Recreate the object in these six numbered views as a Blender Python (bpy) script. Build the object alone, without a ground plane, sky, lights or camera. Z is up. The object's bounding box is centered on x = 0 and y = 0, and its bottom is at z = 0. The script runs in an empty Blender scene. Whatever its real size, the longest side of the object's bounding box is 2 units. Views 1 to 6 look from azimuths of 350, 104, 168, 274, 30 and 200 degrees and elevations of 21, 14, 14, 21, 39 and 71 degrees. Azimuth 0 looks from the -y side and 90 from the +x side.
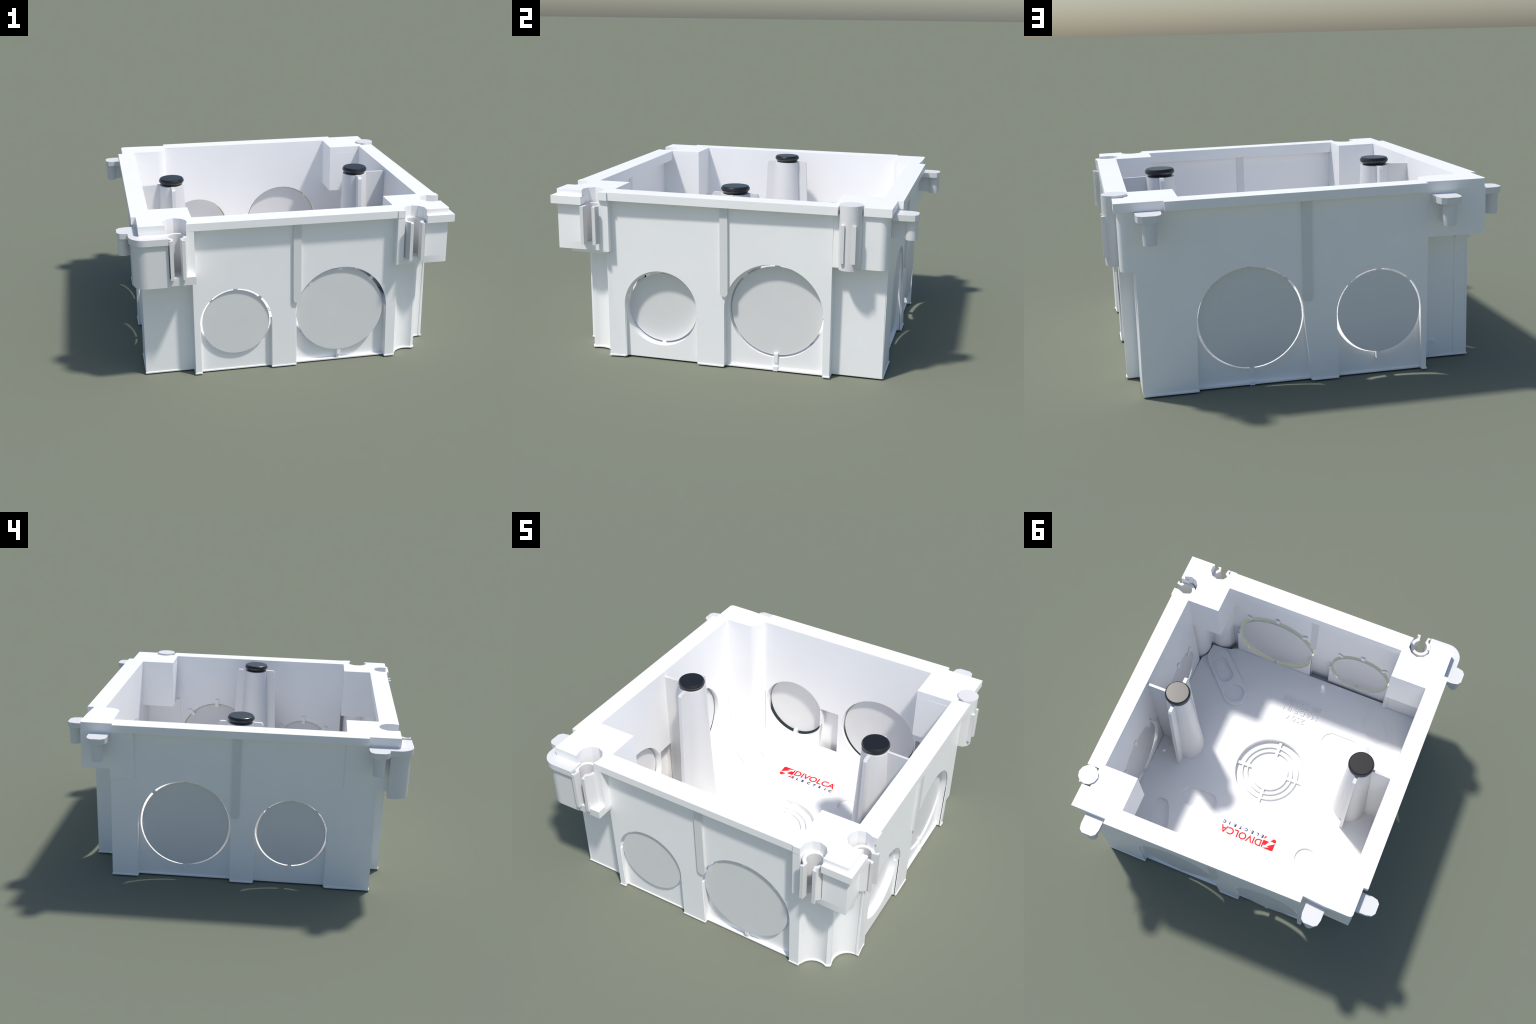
"""White plastic flush-mount electrical wall box: four walls with knock-outs,
rim frame with four different corner blocks, snap clips, hook tabs, screw posts."""
import bpy, bmesh, math
from mathutils import Vector
from mathutils.geometry import tessellate_polygon

# ------------------------------------------------------------------ materials
def plastic(name, col, rough=0.38, spec=0.5, grain=0.012):
    m = bpy.data.materials.new(name); m.use_nodes = True
    nt = m.node_tree; b = nt.nodes["Principled BSDF"]
    b.inputs["Roughness"].default_value = rough
    b.inputs["Specular IOR Level"].default_value = spec
    tc = nt.nodes.new("ShaderNodeTexCoord")
    n = nt.nodes.new("ShaderNodeTexNoise")
    n.inputs["Scale"].default_value = 6.0; n.inputs["Detail"].default_value = 3.0
    r = nt.nodes.new("ShaderNodeValToRGB")
    r.color_ramp.elements[0].position = 0.3; r.color_ramp.elements[1].position = 0.7
    r.color_ramp.elements[0].color = tuple(max(0, c * (1 - grain)) for c in col) + (1,)
    r.color_ramp.elements[1].color = tuple(min(1, c * (1 + grain)) for c in col) + (1,)
    nt.links.new(tc.outputs["Object"], n.inputs["Vector"])
    nt.links.new(n.outputs["Fac"], r.inputs["Fac"])
    nt.links.new(r.outputs["Color"], b.inputs["Base Color"])
    return m

WHITE = plastic("white_plastic", (0.975, 0.975, 0.975))
GREY = plastic("soft_white_plastic", (0.79, 0.79, 0.79))
BLACK = plastic("black_plastic", (0.012, 0.012, 0.013), rough=0.29, spec=0.6)
RED = plastic("red_ink", (0.95, 0.014, 0.024), rough=0.6, spec=0.15)
BLUE = plastic("blue_ink", (0.008, 0.005, 0.13), rough=0.6, spec=0.15)
DARK = plastic("dark_ink", (0.05, 0.05, 0.05), rough=0.5)

# ------------------------------------------------------------------ helpers
ROOT = bpy.data.objects.new("electrical_wall_box", None)
bpy.context.scene.collection.objects.link(ROOT)
ROOT["label"] = "white square plastic electrical wall box with round knockouts"
ROOT["category"] = "electrical box"

def warp(p):
    """The moulded rim is very slightly lower on the +x/+y side."""
    x, y, z = p
    return (x, y, z * (1 - 0.0102 * x - 0.0026 * y))

def add_mesh(name, verts, faces, mat=WHITE, parent=None, angle=34, do_warp=True):
    me = bpy.data.meshes.new(name)
    me.from_pydata([warp(v) if do_warp else tuple(v) for v in verts], [], faces)
    bm = bmesh.new(); bm.from_mesh(me)
    bmesh.ops.remove_doubles(bm, verts=bm.verts, dist=1e-6)
    bmesh.ops.recalc_face_normals(bm, faces=bm.faces)
    for f in bm.faces: f.smooth = True
    bm.to_mesh(me); bm.free()
    me.set_sharp_from_angle(angle=math.radians(angle))
    me.materials.append(mat)
    ob = bpy.data.objects.new(name, me)
    bpy.context.scene.collection.objects.link(ob)
    ob.parent = parent or ROOT
    return ob

def prism_data(outline, w0, w1, holes=(), fmap=None):
    """Extrude a 2D outline (with holes) from w0 to w1; fmap(u,v,w)->xyz."""
    fmap = fmap or (lambda u, v, w: (u, v, w))
    loops = [list(outline)] + [list(h) for h in holes]
    flat = [p for l in loops for p in l]
    tris = tessellate_polygon([[Vector((p[0], p[1], 0)) for p in l] for l in loops])
    n = len(flat)
    verts = [fmap(p[0], p[1], w0) for p in flat] + [fmap(p[0], p[1], w1) for p in flat]
    faces = [tuple(t) for t in tris] + [tuple(i + n for i in t) for t in tris]
    k = 0
    for l in loops:
        m = len(l)
        for i in range(m):
            a, b = k + i, k + (i + 1) % m
            faces.append((a, b, b + n, a + n))
        k += m
    return verts, faces

def merge(parts):
    V, F = [], []
    for v, f in parts:
        o = len(V); V += list(v); F += [tuple(i + o for i in q) for q in f]
    return V, F

def prism(name, outline, w0, w1, holes=(), fmap=None, **kw):
    v, f = prism_data(outline, w0, w1, holes, fmap)
    return add_mesh(name, v, f, **kw)

def box_data(x0, x1, y0, y1, z0, z1):
    return prism_data([(x0, y0), (x1, y0), (x1, y1), (x0, y1)], z0, z1)

def circle(cx, cy, r, n=48, a0=0.0):
    return [(cx + r * math.cos(a0 + 2 * math.pi * i / n), cy + r * math.sin(a0 + 2 * math.pi * i / n)) for i in range(n)]

def arc(cx, cy, r, a0, a1, n=16):
    return [(cx + r * math.cos(math.radians(a0 + (a1 - a0) * i / n)),
             cy + r * math.sin(math.radians(a0 + (a1 - a0) * i / n))) for i in range(n + 1)]

def revolve_data(cx, cy, prof, n=48):
    V, F = [], []
    for r, z in prof:
        for i in range(n):
            a = 2 * math.pi * i / n
            V.append((cx + r * math.cos(a), cy + r * math.sin(a), z))
    m = len(prof)
    for k in range(m - 1):
        for i in range(n):
            j = (i + 1) % n
            F.append((k * n + i, k * n + j, (k + 1) * n + j, (k + 1) * n + i))
    F.append(tuple(range(n))); F.append(tuple((m - 1) * n + i for i in range(n)))
    return V, F

ZR0, ZR1 = 0.902, 0.945       # rim underside / top
ZB = 0.008                    # walls start just above the base skirt
FLOOR = 0.085

def polyline_shell(path, t):
    """Closed strip of thickness t to the left of an open polyline."""
    off = []
    P = [Vector(p) for p in path]
    for i, p in enumerate(P):
        d = Vector((0, 0))
        if i > 0: d += (P[i] - P[i - 1]).normalized()
        if i < len(P) - 1: d += (P[i + 1] - P[i]).normalized()
        d.normalize()
        off.append((p.x - d.y * t, p.y + d.x * t))
    return list(path) + off[::-1]


# ------------------------------------------------------------------ walls
# every wall: fmap(u, z, depth-from-outer-face)
def wall_map(axis, sign, o0, o1, i0, i1, thick):
    """Map (u, z, depth) to xyz. o0/o1: outer face at z=0 / z=0.9; i0/i1: inner skin."""
    def f(u, z, d):
        k = z / 0.9
        if thick and d > thick - 0.001:
            p = sign * (i0 + (i1 - i0) * k) - sign * (d - thick)
        else:
            p = sign * (o0 + (o1 - o0) * k) - sign * d
        return (u, p, z) if axis == 1 else (p, u, z)
    return f

def knockout(side0, side1, arch, disc, depth, thick, panel, nub=True, rib=None):
    """side0/side1: foot of the pocket; arch: (centre, height, radius) of the wall opening;
    disc: (centre, height, radius); depth: disc face below the wall face; panel: depth of the lower panel."""
    return dict(a=side0, b=side1, arch=arch, disc=disc, depth=depth, thick=thick, panel=panel, nub=nub, rib=rib)

WALLS = {
    "front": dict(f=wall_map(1, -1, 0.881, 0.881, 0, 0, None), u=(-0.562, 0.643), T=0.006, thick=None, tilt=0.0,
                  strip=(0.019, 0.065), ko=(
        knockout(-0.528, -0.106, (-0.317, 0.313, 0.211), (-0.317, 0.312, 0.197), 0.012, 0.010, 0.027, nub=False),
        knockout(0.037, 0.587, (0.310, 0.335, 0.275), (0.305, 0.335, 0.260), 0.015, 0.014, 0.045, rib=(0.002, 0.09)))),
    "right": dict(f=wall_map(0, 1, 0.889, 0.901, 0.813, 0.833, 0.060), u=(-0.660, 0.585), T=0.009, thick=0.060, tu=(-0.632, 0.5835),
                  tilt=0.002, posts=((-0.632, -0.560, 0.415),), strip=(-0.013, 0.030), ko=(
        knockout(-0.564, -0.148, (-0.356, 0.310, 0.208), (-0.361, 0.293, 0.196), 0.060, 0.008, 0.020, nub=False),
        knockout(0.006, 0.547, (0.277, 0.337, 0.270), (0.286, 0.336, 0.249), 0.046, 0.010, 0.038, rib=(0.002, 0.028)))),
    "back": dict(f=wall_map(1, 1, 0.858, 0.867, 0.8005, 0.798, 0.060), u=(-0.572, 0.827), T=0.009, thick=0.060, tu=(-0.5515, 0.815),
                 tilt=0.0, strip=(0.008, 0.052), ko=(
        knockout(-0.546, -0.124, (-0.327, 0.328, 0.214), (-0.3255, 0.328, 0.2055), -0.002, 0.014, 0.030),
        knockout(0.016, 0.568, (0.3035, 0.344, 0.2585), (0.3035, 0.344, 0.2490), 0.021, 0.014, 0.039, rib=(0.001, 0.018)))),
    "left": dict(f=wall_map(0, -1, 0.849, 0.840, 0.775, 0.775, 0.068), u=(-0.812, 0.709), T=0.009, thick=0.068, tu=(-0.80, 0.7075),
                 tilt=0.0, strip=(-0.036, 0.009), posts=((-0.8105, -0.795, 0.64), (-0.8, -0.545, 0.415), (0.56, 0.690, 0.415), (0.688, 0.7072, 0.70)), ko=(
        knockout(-0.548, -0.130, (-0.3405, 0.3275, 0.2115), (-0.3410, 0.3275, 0.1995), 0.019, 0.012, 0.031),
        knockout(0.010, 0.560, (0.283, 0.345, 0.272), (0.2795, 0.3455, 0.2555), 0.028, 0.012, 0.040))),
}
GAP = 0.012

def arch_path(k, n=36):
    c, zc, r = k["arch"]
    return [(k["a"], ZB)] + [(c + r * math.cos(math.pi * (1 - i / n)), zc + r * math.sin(math.pi * i / n))
                             for i in range(n + 1)] + [(k["b"], ZB)]

for wname, w in WALLS.items():
    u0, u1 = w["u"]; f = w["f"]; T, thick = w["T"], w["thick"]
    small, big = w["ko"]
    # thin outer sheet with two arched openings
    parts = [prism_data([(u0, ZB)] + arch_path(small) + arch_path(big) + [(u1, ZB), (u1, ZR0), (u0, ZR0)], 0.0, T, fmap=f)]
    if thick:
        # upper inner skin that comes down over both knock-outs as two boxes
        a0, a1 = w["tu"]; zl = 0.405
        o = [(a0, zl)]
        for k in (small, big):
            e0, e1 = k["a"] - 0.002, k["b"] + 0.002
            o += [(e0, zl), (e0, ZB), (e1, ZB), (e1, zl)]
        o += [(a1, zl), (a1, ZR0), (a0, ZR0)]
        hl = [circle(k["disc"][0], k["disc"][1], k["disc"][2] + GAP) for k in (small, big)]
        parts.append(prism_data(o, big["panel"], thick, hl, fmap=f))
        k = small                               # the small pocket is shallower: extra plate in front
        if k["panel"] < big["panel"]:
            c, zc, r = k["disc"]; e0, e1 = k["a"] - 0.002, k["b"] + 0.002
            bite = [(c + (r + GAP) * math.cos(t), zc + (r + GAP) * math.sin(t)) for t in [2 * math.pi - math.pi * i / 32 for i in range(33)]]
            parts.append(prism_data([(e0, ZB), (e1, ZB), (e1, zc)] + bite + [(e0, zc)], k["panel"], big["panel"] + 0.004, fmap=f))
        for k in (small, big):                  # tunnel walls joining outer sheet and inner skin
            parts.append(prism_data(polyline_shell(arch_path(k), 0.006), T - 0.004, big["panel"] + 0.004, fmap=f))
        for e0, e1, zt in w.get("posts", ()):
            parts.append(prism_data([(e0, ZB), (e1, ZB), (e1, zt), (e0, zt)], T - 0.005, thick - 0.0005, fmap=f))
    else:
        # thin wall: low boxes closing the lower half of each knock-out opening
        for k in (small, big):
            c, zc, r = k["disc"]; pd = k["panel"]; e0, e1 = k["a"] - 0.004, k["b"] + 0.004
            bite = [(c + (r + GAP) * math.cos(t), zc + (r + GAP) * math.sin(t)) for t in [2 * math.pi - math.pi * i / 32 for i in range(33)]]
            parts.append(prism_data([(e0, ZB), (e1, ZB), (e1, zc)] + bite + [(e0, zc)], pd, pd + 0.011, fmap=f))
            for e in (e0, e1 - 0.008):      # cheeks joining box and wall
                parts.append(prism_data([(e, ZB), (e + 0.008, ZB), (e + 0.008, zc), (e, zc)], 0.004, pd + 0.010, fmap=f))
    add_mesh("wall", *merge(parts))
    fo = wall_map(1 if wname in ("front", "back") else 0, {"front": -1, "left": -1}.get(wname, 1),
                  *{"front": (0.881, 0.881), "right": (0.889, 0.901), "back": (0.858, 0.867), "left": (0.849, 0.840)}[wname], 0, 0, None)
    # knock-out discs with their thin bridges
    for k in (small, big):
        c, zc, r = k["disc"]; dd, tt, pd = k["depth"], k["thick"], k["panel"]
        fd = lambda u, z, d: fo(u, z, d + w["tilt"] * (zc - z) / r)
        add_mesh("knockout_disc", *prism_data(circle(c, zc, r, 56), dd, dd + tt, fmap=fd), mat=GREY)
        br = []
        proud = wname in ("front", "right")     # tabs stand proud on the inside of these walls
        for ang, bw in ((90, 0.013), (45, 0.011), (135, 0.011), (270, 0.0105)):
            ca, sa = math.cos(math.radians(ang)), math.sin(math.radians(ang))
            r0, r1 = r - 0.012, r + (0.045 if proud else 0.022)
            if ang == 270: r1 = r + (0.038 if k["nub"] else 0.016)
            q = [(c + ca * rr - sa * s, zc + sa * rr + ca * s) for rr, s in ((r0, -bw), (r1, -bw), (r1, bw), (r0, bw))]
            if ang == 270:
                br.append(prism_data(q, min(dd + 0.002, pd - 0.008) if k["nub"] else max(dd, pd) + 0.002, max(pd, dd) + 0.009, fmap=fo))
            elif proud:
                br.append(prism_data(q, dd + 0.002 if not thick else max(dd + 0.002, 0.02), (thick or T) + 0.008, fmap=f))
            else:
                br.append(prism_data(q, dd + 0.003, dd + tt - 0.002, fmap=fo))
        if k["rib"]:
            z0, z1 = k["rib"]
            br.append(prism_data([(c - 0.012, z0), (c + 0.012, z0), (c + 0.012, z1), (c - 0.012, z1)], pd - 0.016, pd + 0.008, fmap=fo))
        add_mesh("knockout_bridge", *merge(br))
    # raised centre strip with a rounded foot
    s0, s1 = w["strip"]; sc, sr = (s0 + s1) / 2, (s1 - s0) / 2
    o = [(s1, ZR0)] + [(s0, ZR0)] + [(sc + sr * math.cos(math.radians(t)), 0.432 + sr * math.sin(math.radians(t))) for t in range(180, 361, 15)]
    v, fa = prism_data(o, -0.012, 0.006 if thick else T + 0.003, fmap=f)
    add_mesh("wall_strip", v, fa, mat=GREY)

# ------------------------------------------------------------------ rim frame
BF = (0.726, -0.907)   # socket hole centre
def deca(c, r, a0, a1, n):
    return arc(c[0], c[1], r, a0, a1, n)

rim_outer = (
    [(-0.591, -0.927), (0.622, -0.927), (0.622, -0.931), (0.662, -0.931)]
    + deca(BF, 0.0655, 162, 18, 4)
    + [(0.788, -0.931), (0.912, -0.931), (0.922, -0.928), (0.926, -0.917), (0.926, -0.780)]
    + [(0.883, -0.794), (0.844, -0.781), (0.821, -0.749), (0.821, -0.708), (0.844, -0.676), (0.883, -0.663), (0.925, -0.679)]
    + [(0.952, -0.679), (0.952, -0.628), (0.945, -0.628), (0.936, 0.612), (0.858, 0.612), (0.858, 0.738),
       (0.911, 0.738), (0.911, 0.881), (0.688, 0.881), (0.688, 0.911), (-0.553, 0.907), (-0.553, 0.866),
       (-0.694, 0.876), (-0.836, 0.878), (-0.850, 0.874), (-0.857, 0.862), (-0.857, 0.690), (-0.885, 0.690),
       (-0.880, -0.747), (-0.853, -0.747), (-0.852, -0.925), (-0.706, -0.925)]
    + [(-0.715, -0.890), (-0.713, -0.856), (-0.689, -0.821), (-0.650, -0.807), (-0.608, -0.824), (-0.585, -0.855), (-0.581, -0.890)]
)
rim_inner = ([(-0.548, -0.814), (-0.549, -0.625), (-0.775, -0.625), (-0.775, 0.700), (-0.611, 0.703), (-0.586, 0.712),
              (-0.566, 0.730), (-0.554, 0.757), (-0.551, 0.798), (0.617, 0.798), (0.619, 0.582), (0.833, 0.583),
              (0.833, -0.629), (0.624, -0.631), (0.623, -0.812)])
band = [(-0.548, -0.814), (0.623, -0.812), (0.623, -0.850), (-0.548, -0.850)]
add_mesh("rim", *merge([prism_data(rim_outer, ZR0, ZR1, [rim_inner]), prism_data(band, 0.884, ZR0)]))

# ------------------------------------------------------------------ corner blocks
# corner A (-x,-y): rounded ledge, one clip socket
A = []
A.append(prism_data([(-0.850, -0.924), (-0.706, -0.924), (-0.715, -0.890), (-0.713, -0.856), (-0.689, -0.821), (-0.650, -0.807),
                     (-0.608, -0.824), (-0.585, -0.855), (-0.581, -0.890), (-0.591, -0.927), (-0.548, -0.926), (-0.549, -0.625),
                     (-0.850, -0.625)], 0.632, ZR0))
AL = []
AL.append(prism_data([(-0.697, -0.90), (-0.697, -0.983), (-0.551, -0.983), (-0.551, -0.80), (-0.697, -0.80)], 0.612, 0.658))
ledge = [(-0.695, -0.9965), (-0.812, -0.9985)] + arc(-0.818, -0.909, 0.0895, 270, 180, 10) + [(-0.9075, -0.862), (-0.84, -0.862), (-0.84, -0.91), (-0.695, -0.91)]
AL.append(prism_data(ledge, 0.855, 0.8905))
skirt = [(-0.697, -0.984), (-0.815, -0.986)] + arc(-0.816, -0.907, 0.079, 270, 180, 10) + [(-0.895, -0.868), (-0.84, -0.868), (-0.84, -0.91), (-0.697, -0.91)]
AL.append(prism_data(skirt, 0.606, 0.856))
A.append(prism_data([(-0.846, -0.811), (-0.555, -0.811), (-0.555, -0.802), (-0.846, -0.802)], ZB, 0.634))
A.append(box_data(-0.5605, -0.534, -0.8785, -0.797, ZB, 0.634))
v, f = merge(A); add_mesh("corner_block", v, f)

v, f = merge(AL); add_mesh("corner_ledge", v, f, mat=GREY)

# corner B (+x,-y): square lip, two clip sockets, scalloped foot
B = []
outB = ([(0.622, -0.929), (0.662, -0.930)] + deca(BF, 0.0655, 162, 18, 4)
        + [(0.788, -0.928), (0.921, -0.928), (0.921, -0.780)]
        + [(0.883, -0.794), (0.844, -0.781), (0.821, -0.749), (0.821, -0.708), (0.844, -0.676), (0.883, -0.663), (0.925, -0.679)]
        + [(0.938, -0.680), (0.936, -0.6290), (0.6240, -0.6310)])
B.append(prism_data(outB, 0.658, ZR0))
fullB = [(0.622, -0.929), (0.662, -0.930), (0.668, -0.924), (0.782, -0.924), (0.788, -0.928), (0.921, -0.928), (0.921, -0.780), (0.917, -0.77), (0.917, -0.69),
         (0.924, -0.680), (0.938, -0.680), (0.936, -0.6290), (0.6240, -0.6310)]
B.append(prism_data(fullB, 0.616, 0.658))
B.append(prism_data([(0.789, -0.953), (0.9505, -0.953), (0.9505, -0.778), (0.90, -0.778), (0.90, -0.92), (0.789, -0.92)], 0.869, 0.913))
B.append(box_data(0.70, 0.905, -0.86, -0.65, 0.597, 0.617))
foot = ([(0.600, -0.8795), (0.643, -0.8795), (0.6445, -0.866)] + arc(0.735, -0.888, 0.090, 165, 62, 10)
        + [(0.787, -0.803), (0.795, -0.799), (0.796, -0.788), (0.788, -0.770)] + arc(0.878, -0.749, 0.092, 190, 84, 10)
        + [(0.897, -0.657), (0.893, -0.62), (0.889, -0.56)])
B.append(prism_data(polyline_shell(foot, 0.006), ZB, 0.618))
v, f = merge(B); add_mesh("corner_block", v, f)

# corner C (+x,+y): flat plate with rounded body
Cc = []
outC = [(0.617, 0.8640), (0.855, 0.8640)] + arc(0.857, 0.824, 0.040, 80, 0, 6) + [(0.8970, 0.60), (0.8970, 0.5820), (0.6190, 0.5820), (0.6170, 0.798)]
Cc.append(prism_data(outC, 0.620, ZR0))
Cc.append(box_data(0.818, 0.8295, 0.575, 0.8565, ZB, 0.622))
Cc.append(box_data(0.819, 0.8875, 0.560, 0.5842, ZB, 0.622))
v, f = merge(Cc); add_mesh("corner_block", v, f)

# corner D (-x,+y): deep notch below a square housing
D = []
D.append(prism_data([(-0.8560, 0.574), (-0.776, 0.574), (-0.776, 0.712), (-0.8560, 0.712)], 0.622, ZR0))
D.append(prism_data([(-0.8565, 0.7050), (-0.615, 0.7090), (-0.592, 0.717), (-0.572, 0.734), (-0.560, 0.760), (-0.5545, 0.864), (-0.8565, 0.875)], 0.676, ZR0))
inner = [(-0.775, 0.700), (-0.611, 0.703), (-0.586, 0.712), (-0.566, 0.730), (-0.554, 0.757), (-0.551, 0.798), (-0.551, 0.857)]
D.append(prism_data(inner + [(-0.5725, 0.8570), (-0.5725, 0.79), (-0.577, 0.757), (-0.592, 0.727), (-0.615, 0.7100), (-0.775, 0.7050)], ZB, ZR0))
v, f = merge(D); add_mesh("corner_block", v, f)

# ------------------------------------------------------------------ snap clips (split tubes with two fins)
def clip(name, cx, cy, dx, dy, z0, z1, reach=0.071):
    """Split tube opening along (dx,dy)."""
    tx, ty = dy, -dx
    ro, ri, s = 0.0605, 0.042, 0.019
    ao = math.degrees(math.asin(0.036 / ro)); ai = math.degrees(math.asin(s / ri))
    loop = []
    loop += [(ri * math.sin(math.radians(t)), ri * math.cos(math.radians(t))) for t in [ai + (360 - 2 * ai) * i / 30 for i in range(31)]]
    loop += [(-0.025, reach), (-0.043, reach), (-0.043, reach - 0.010), (-0.034, reach - 0.012)]
    loop += [(ro * math.sin(math.radians(t)), ro * math.cos(math.radians(t))) for t in [360 - ao - (360 - 2 * ao) * i / 30 for i in range(31)]]
    loop += [(0.034, reach - 0.012), (0.043, reach - 0.010), (0.043, reach), (0.025, reach)]
    o = [(cx + t * tx + p * dx, cy + t * ty + p * dy) for t, p in loop]
    return prism(name, o, z0, z1, mat=GREY)

clip("snap_clip", -0.648, -0.921, 0, -1, 0.650, 0.877, reach=0.0785)
clip("snap_clip", 0.727, -0.897, 0, -1, 0.650, 0.876)
clip("snap_clip", 0.903, -0.730, 1, 0, 0.659, 0.866)

# ------------------------------------------------------------------ mating peg on the +x side
px, py = 0.898, 0.675
peg = [revolve_data(px, py, [(0.058, 0.619), (0.061, 0.70), (0.0605, 0.956)], 12)]
peg.append(box_data(0.862, 0.89, 0.615, 0.735, 0.619, 0.90))
v, f = merge(peg); ob = add_mesh("mating_peg", v, f, angle=40, mat=GREY)
for yy in (0.644, 0.703):
    v, f = box_data(0.93, 0.963, yy - 0.009, yy + 0.009, 0.661, 0.859)
    add_mesh("peg_rib", v, f, parent=ob, mat=GREY)

# ------------------------------------------------------------------ hook tabs
def hook_tab(bx, by, dx, dy, z1=0.890):
    tx, ty = -dy, dx
    o = [(-0.058, -0.03), (-0.058, 0.055), (-0.050, 0.088), (-0.030, 0.1035), (0.030, 0.1035), (0.050, 0.088), (0.058, 0.055), (0.058, -0.03)]
    g = lambda t, p: (bx + t * tx + p * dx, by + t * ty + p * dy)
    P = [prism_data([g(*q) for q in o], z1 - 0.031, z1)]
    c = g(0.0, 0.068)
    P.append(revolve_data(c[0], c[1], [(0.032, z1 - 0.136), (0.0345, z1 - 0.03)], 20))
    P.append(prism_data([g(-0.014, -0.03), g(-0.014, 0.07), g(0.014, 0.07), g(0.014, -0.03)], z1 - 0.130, z1 - 0.03))
    v, f = merge(P)
    return add_mesh("hook_tab", v, f, mat=GREY)
hook_tab(-0.8625, -0.806, -1, 0)
hook_tab(-0.8700, 0.763, -1, 0, 0.887)
hook_tab(0.7625, 0.8965, 0, 1, 0.901)
hook_tab(-0.6400, 0.8925, 0, 1, 0.885)

# ------------------------------------------------------------------ floor and base skirt
skirt_path = [(-0.852, -0.815), (-0.566, -0.815), (-0.566, -0.884), (-0.524, -0.884), (-0.524, -0.8585), (-0.109, -0.8585), (-0.109, -0.884),
              (0.040, -0.884), (0.040, -0.8585), (0.584, -0.8585), (0.584, -0.884), (0.645, -0.884), (0.6475, -0.866)] \
    + arc(0.735, -0.892, 0.088, 163, 62, 10) + [(0.790, -0.808), (0.799, -0.802), (0.800, -0.788), (0.792, -0.768)] \
    + arc(0.882, -0.749, 0.090, 192, 84, 10) + [(0.901, -0.661), (0.893, -0.60), (0.893, -0.568), (0.865, -0.568), (0.865, -0.144), (0.893, -0.144),
      (0.893, 0.003), (0.865, 0.003), (0.865, 0.551), (0.893, 0.551), (0.893, 0.588), (0.826, 0.588), (0.828, 0.850), (0.822, 0.863),
      (0.564, 0.863), (0.564, 0.835), (0.012, 0.835), (0.012, 0.863), (-0.120, 0.863), (-0.120, 0.835), (-0.550, 0.835), (-0.550, 0.862),
      (-0.576, 0.862), (-0.576, 0.790), (-0.595, 0.725), (-0.62, 0.709), (-0.853, 0.711), (-0.853, 0.556), (-0.815, 0.556), (-0.815, 0.006), (-0.853, 0.006),
      (-0.853, -0.126), (-0.815, -0.126), (-0.815, -0.552), (-0.853, -0.552)]
prism("base_skirt", skirt_path, 0.005, 0.012)

RC = (0.020, -0.035)
def sector(r0, r1, a0, a1, n=14):
    return arc(RC[0], RC[1], r1, a0, a1, n) + arc(RC[0], RC[1], r0, a1, a0, n)
grooves = []
for r0, r1 in ((0.128, 0.153), (0.161, 0.188), (0.199, 0.240)):
    h = math.degrees(0.010 / ((r0 + r1) / 2))
    # bridges lie slightly off the ring centre
    for q in range(4):
        grooves.append(sector(r0, r1, q * 90 + h + 2, (q + 1) * 90 - h + 2))
floor_outline = [(-0.80, -0.800), (-0.546, -0.800), (-0.546, -0.823), (0.605, -0.823), (0.640, -0.800), (0.70, -0.79), (0.775, -0.785), (0.782, -0.70), (0.81, -0.66),
                 (0.813, -0.55), (0.813, 0.808), (-0.553, 0.808), (-0.553, 0.76), (-0.585, 0.713), (-0.61, 0.702), (-0.80, 0.70)]
def stadium(ax, ay, bx, by, r, n=12):
    a = math.degrees(math.atan2(by - ay, bx - ax))
    return arc(ax, ay, r, a + 90, a + 270, n) + arc(bx, by, r, a - 90, a + 90, n)
recess = [stadium(0.445, 0.335, 0.335, 0.335, 0.070), stadium(0.62, 0.485, 0.575, 0.59, 0.062)]
shallow = [stadium(-0.300, -0.400, -0.430, -0.400, 0.070), stadium(-0.515, -0.66, -0.585, -0.58, 0.068)]
Fl = [prism_data(floor_outline, 0.058, FLOOR, recess + shallow + [circle(RC[0], RC[1], 0.240, 64)])]
for st in recess: Fl.append(prism_data(st, 0.050, 0.066))
for st in shallow: Fl.append(prism_data(st, 0.058, FLOOR - 0.006))
Fl.append(prism_data(circle(RC[0], RC[1], 0.2405, 64), 0.044, 0.064, grooves))
Fl.append(prism_data(circle(RC[0], RC[1], 0.250, 64), 0.030, 0.046))
v, f = merge(Fl); floor = add_mesh("floor", v, f)

bl = arc(0.468, -0.482, 0.086, 47, 227, 14)
bar_full = [(0.776, -0.685), (0.749, -0.640)] + bl + [(0.650, -0.768), (0.70, -0.782), (0.770, -0.78)]
prism("floor_bar", bar_full, FLOOR - 0.004, FLOOR + 0.014,
      [circle(0.474, -0.484, 0.068, 32), stadium(0.665, -0.660, 0.592, -0.590, 0.055)], parent=floor)
ex, ey = -0.715, 0.655                      # end of the bar in the (-x,+y) corner
dx, dy = (ex + 0.437), (ey - 0.452); L = math.hypot(dx, dy); dx, dy = dx / L, dy / L
ang = math.degrees(math.atan2(dy, dx))
outer = arc(-0.437, 0.452, 0.084, ang + 90, ang + 270, 16) + [(ex + dy * 0.084, ey - dx * 0.084), (ex - dy * 0.084, ey + dx * 0.084)]
hole = arc(-0.437, 0.452, 0.070, ang + 90, ang + 270, 16) + [(ex - dx * 0.01 + dy * 0.070, ey - dy * 0.01 - dx * 0.070), (ex - dx * 0.01 - dy * 0.070, ey - dy * 0.01 + dx * 0.070)]
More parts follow.
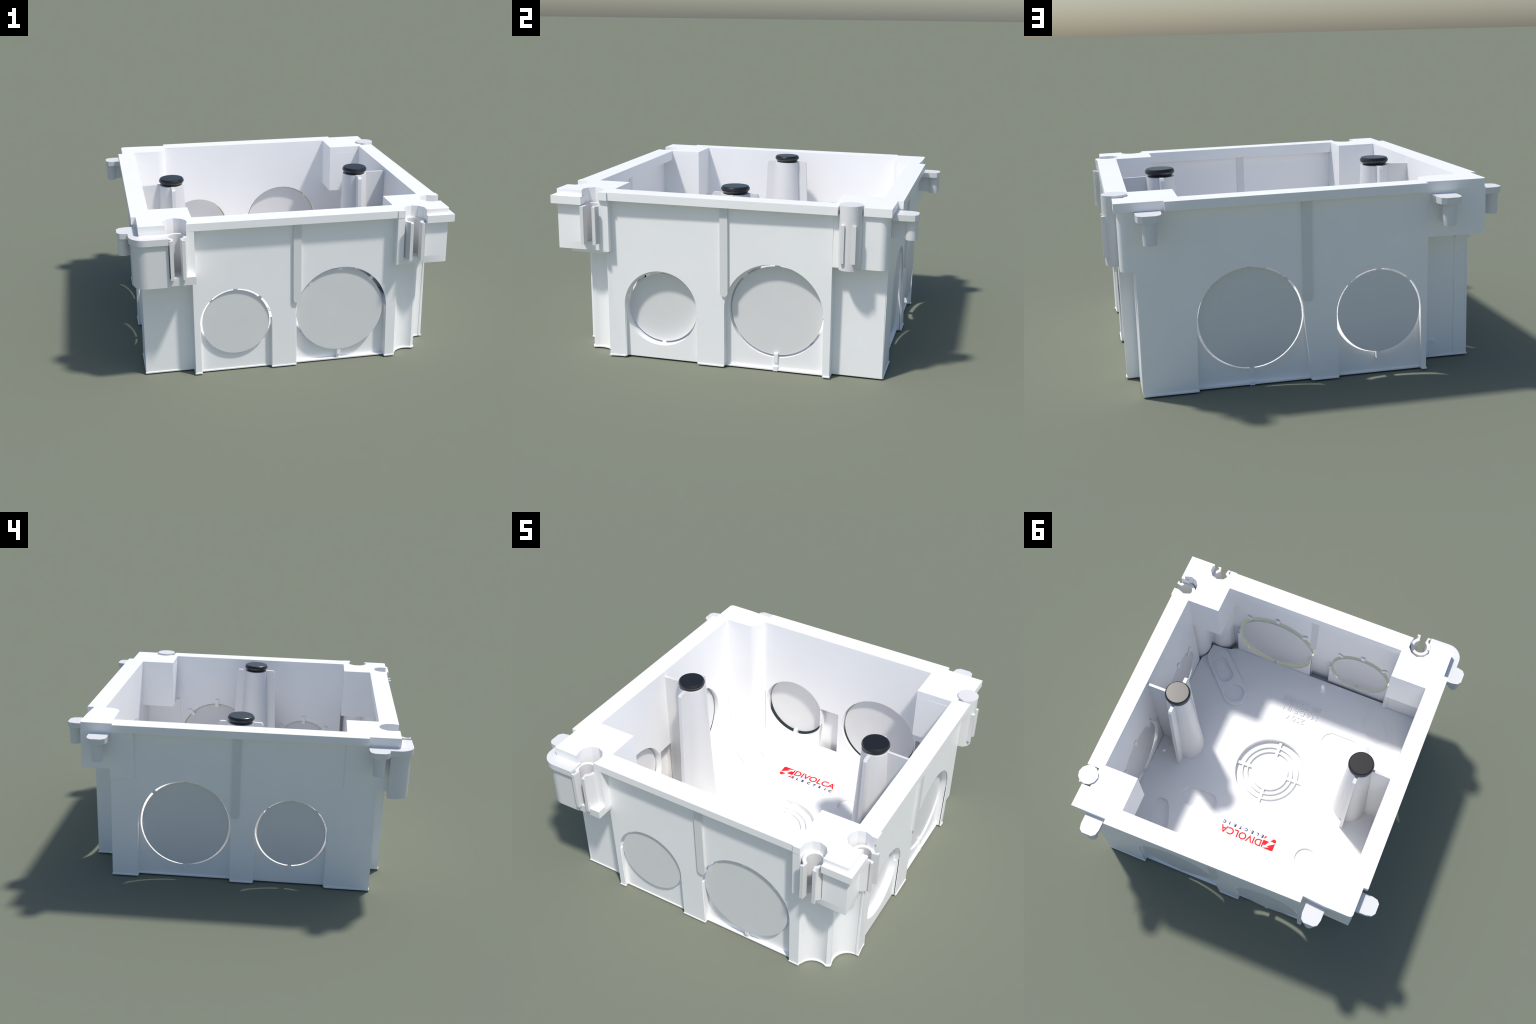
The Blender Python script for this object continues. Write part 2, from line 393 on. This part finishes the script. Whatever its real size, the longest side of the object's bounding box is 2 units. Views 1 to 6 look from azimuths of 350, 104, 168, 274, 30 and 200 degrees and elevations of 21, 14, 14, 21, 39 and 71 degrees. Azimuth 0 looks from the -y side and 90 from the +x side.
prism("floor_bar", outer, FLOOR - 0.004, FLOOR + 0.016, [hole], parent=floor)

# ------------------------------------------------------------------ screw posts with black caps
for cx, wx in ((0.627, 0.834), (-0.581, -0.776)):
    cy = -0.011
    prof = [(0.114, 0.080), (0.112, 0.11), (0.0755, 0.914), (0.066, 0.915)]
    post = add_mesh("screw_post", *revolve_data(cx, cy, prof, 40), angle=40, mat=GREY, do_warp=False)
    fins = []
    for s in (-1, 1):
        o = [(cy + s * 0.05, 0.080), (cy + s * 0.166, 0.080), (cy + s * 0.131, 0.905), (cy + s * 0.122, 0.917), (cy + s * 0.05, 0.917)]
        fins.append(prism_data(o, -0.0105, 0.0105, fmap=lambda u, v, w, cx=cx: (cx + w, u, v)))
    sx = 1 if wx > 0 else -1
    o = [(cx + sx * 0.05, 0.080), (wx + sx * 0.0, 0.080), (wx, 0.914), (cx + sx * 0.05, 0.917)]
    fins.append(prism_data(o, -0.008, 0.008, fmap=lambda u, v, w, cy=cy: (u, cy + 0.002 + w, v)))
    v, f = merge(fins); add_mesh("post_fin", v, f, parent=post, mat=GREY, do_warp=False)
    cap = [(0.058, 0.905), (0.064, 0.919), (0.067, 0.923), (0.0775, 0.934), (0.0795, 0.940), (0.0785, 0.946), (0.073, 0.955), (0.069, 0.957)]
    add_mesh("screw_cap", *revolve_data(cx, cy, cap, 40), mat=BLACK, parent=post, angle=25, do_warp=False)

# ------------------------------------------------------------------ printed logo and moulded writing
def text_obj(name, body, x, y, w, h, mat, z0, z1, parent, bold=0.0):
    cu = bpy.data.curves.new(name, "FONT"); cu.body = body; cu.extrude = 0.5; cu.offset = bold
    cu.resolution_u = 6
    ob = bpy.data.objects.new(name, cu); bpy.context.scene.collection.objects.link(ob)
    dg = bpy.context.evaluated_depsgraph_get()
    me = bpy.data.meshes.new_from_object(ob.evaluated_get(dg))
    bpy.data.objects.remove(ob); bpy.data.curves.remove(cu)
    xs = [v.co.x for v in me.vertices]; ys = [v.co.y for v in me.vertices]
    x0, x1, y0, y1 = min(xs), max(xs), min(ys), max(ys)
    V = [(x + (v.co.x - x0) / (x1 - x0) * w, y + (v.co.y - y0) / (y1 - y0) * h, z1 if v.co.z > 0 else z0) for v in me.vertices]
    F = [tuple(p.vertices) for p in me.polygons]
    bpy.data.meshes.remove(me)
    return add_mesh(name, V, F, mat=mat, parent=parent)

ZL = (FLOOR - 0.001, FLOOR + 0.0015)
logo = text_obj("logo_lettering", "DIVOLCA", -0.1235, 0.4395, 0.2965, 0.0505, RED, *ZL, floor, bold=0.014)
letters = "ELECTRIC"
lx = [-0.122, -0.0855, -0.0475, -0.0055, 0.0375, 0.0795, 0.1250, 0.1535]
lw = [0.0155, 0.0140, 0.0155, 0.0200, 0.0185, 0.0175, 0.0055, 0.0210]
for ch, x, wd in zip(letters, lx, lw):
    text_obj("logo_letter", ch, x, 0.4045, wd, 0.0215, BLUE, *ZL, floor, bold=0.04)
prism("logo_dot", circle(0.1645, 0.482, 0.003, 12), *ZL, mat=DARK, parent=floor)
# lightning emblem: rounded red square split by a white bolt; unit square coords
EX, EY, EW, EH = -0.2145, 0.4070, 0.0800, 0.0825
def em(pts): return [(EX + u * EW, EY + v * EH) for u, v in pts]
for pts in (
    [(0.0, 0.33), (-0.01, 0.92), (0.07, 1.0), (0.93, 1.0), (0.37, 0.77), (0.61, 0.75)],
    [(0.0, 0.28), (-0.01, 0.08), (0.10, -0.02), (0.24, 0.0), (0.48, 0.25)],
    [(0.55, 0.33), (1.06, 0.33), (1.06, 0.93), (0.99, 1.0), (0.95, 0.97), (0.95, 0.73), (0.75, 0.71)],
    [(0.84, -0.02), (1.0, -0.02), (1.06, 0.05), (1.06, 0.26)],
    [(0.20, -0.02), (0.86, -0.02), (0.86, -0.008), (0.20, -0.008)],
):
    prism("logo_emblem", em(pts), *ZL, mat=RED, parent=floor)

for body, x, y, wd in (("250V", -0.066, -0.490, 0.135), ("MADE IN", -0.140, -0.552, 0.255), ("SRI LANKA", -0.150, -0.614, 0.290)):
    text_obj("moulded_writing", body, x, y, wd, 0.043, WHITE, FLOOR - 0.001, FLOOR + 0.006, floor)
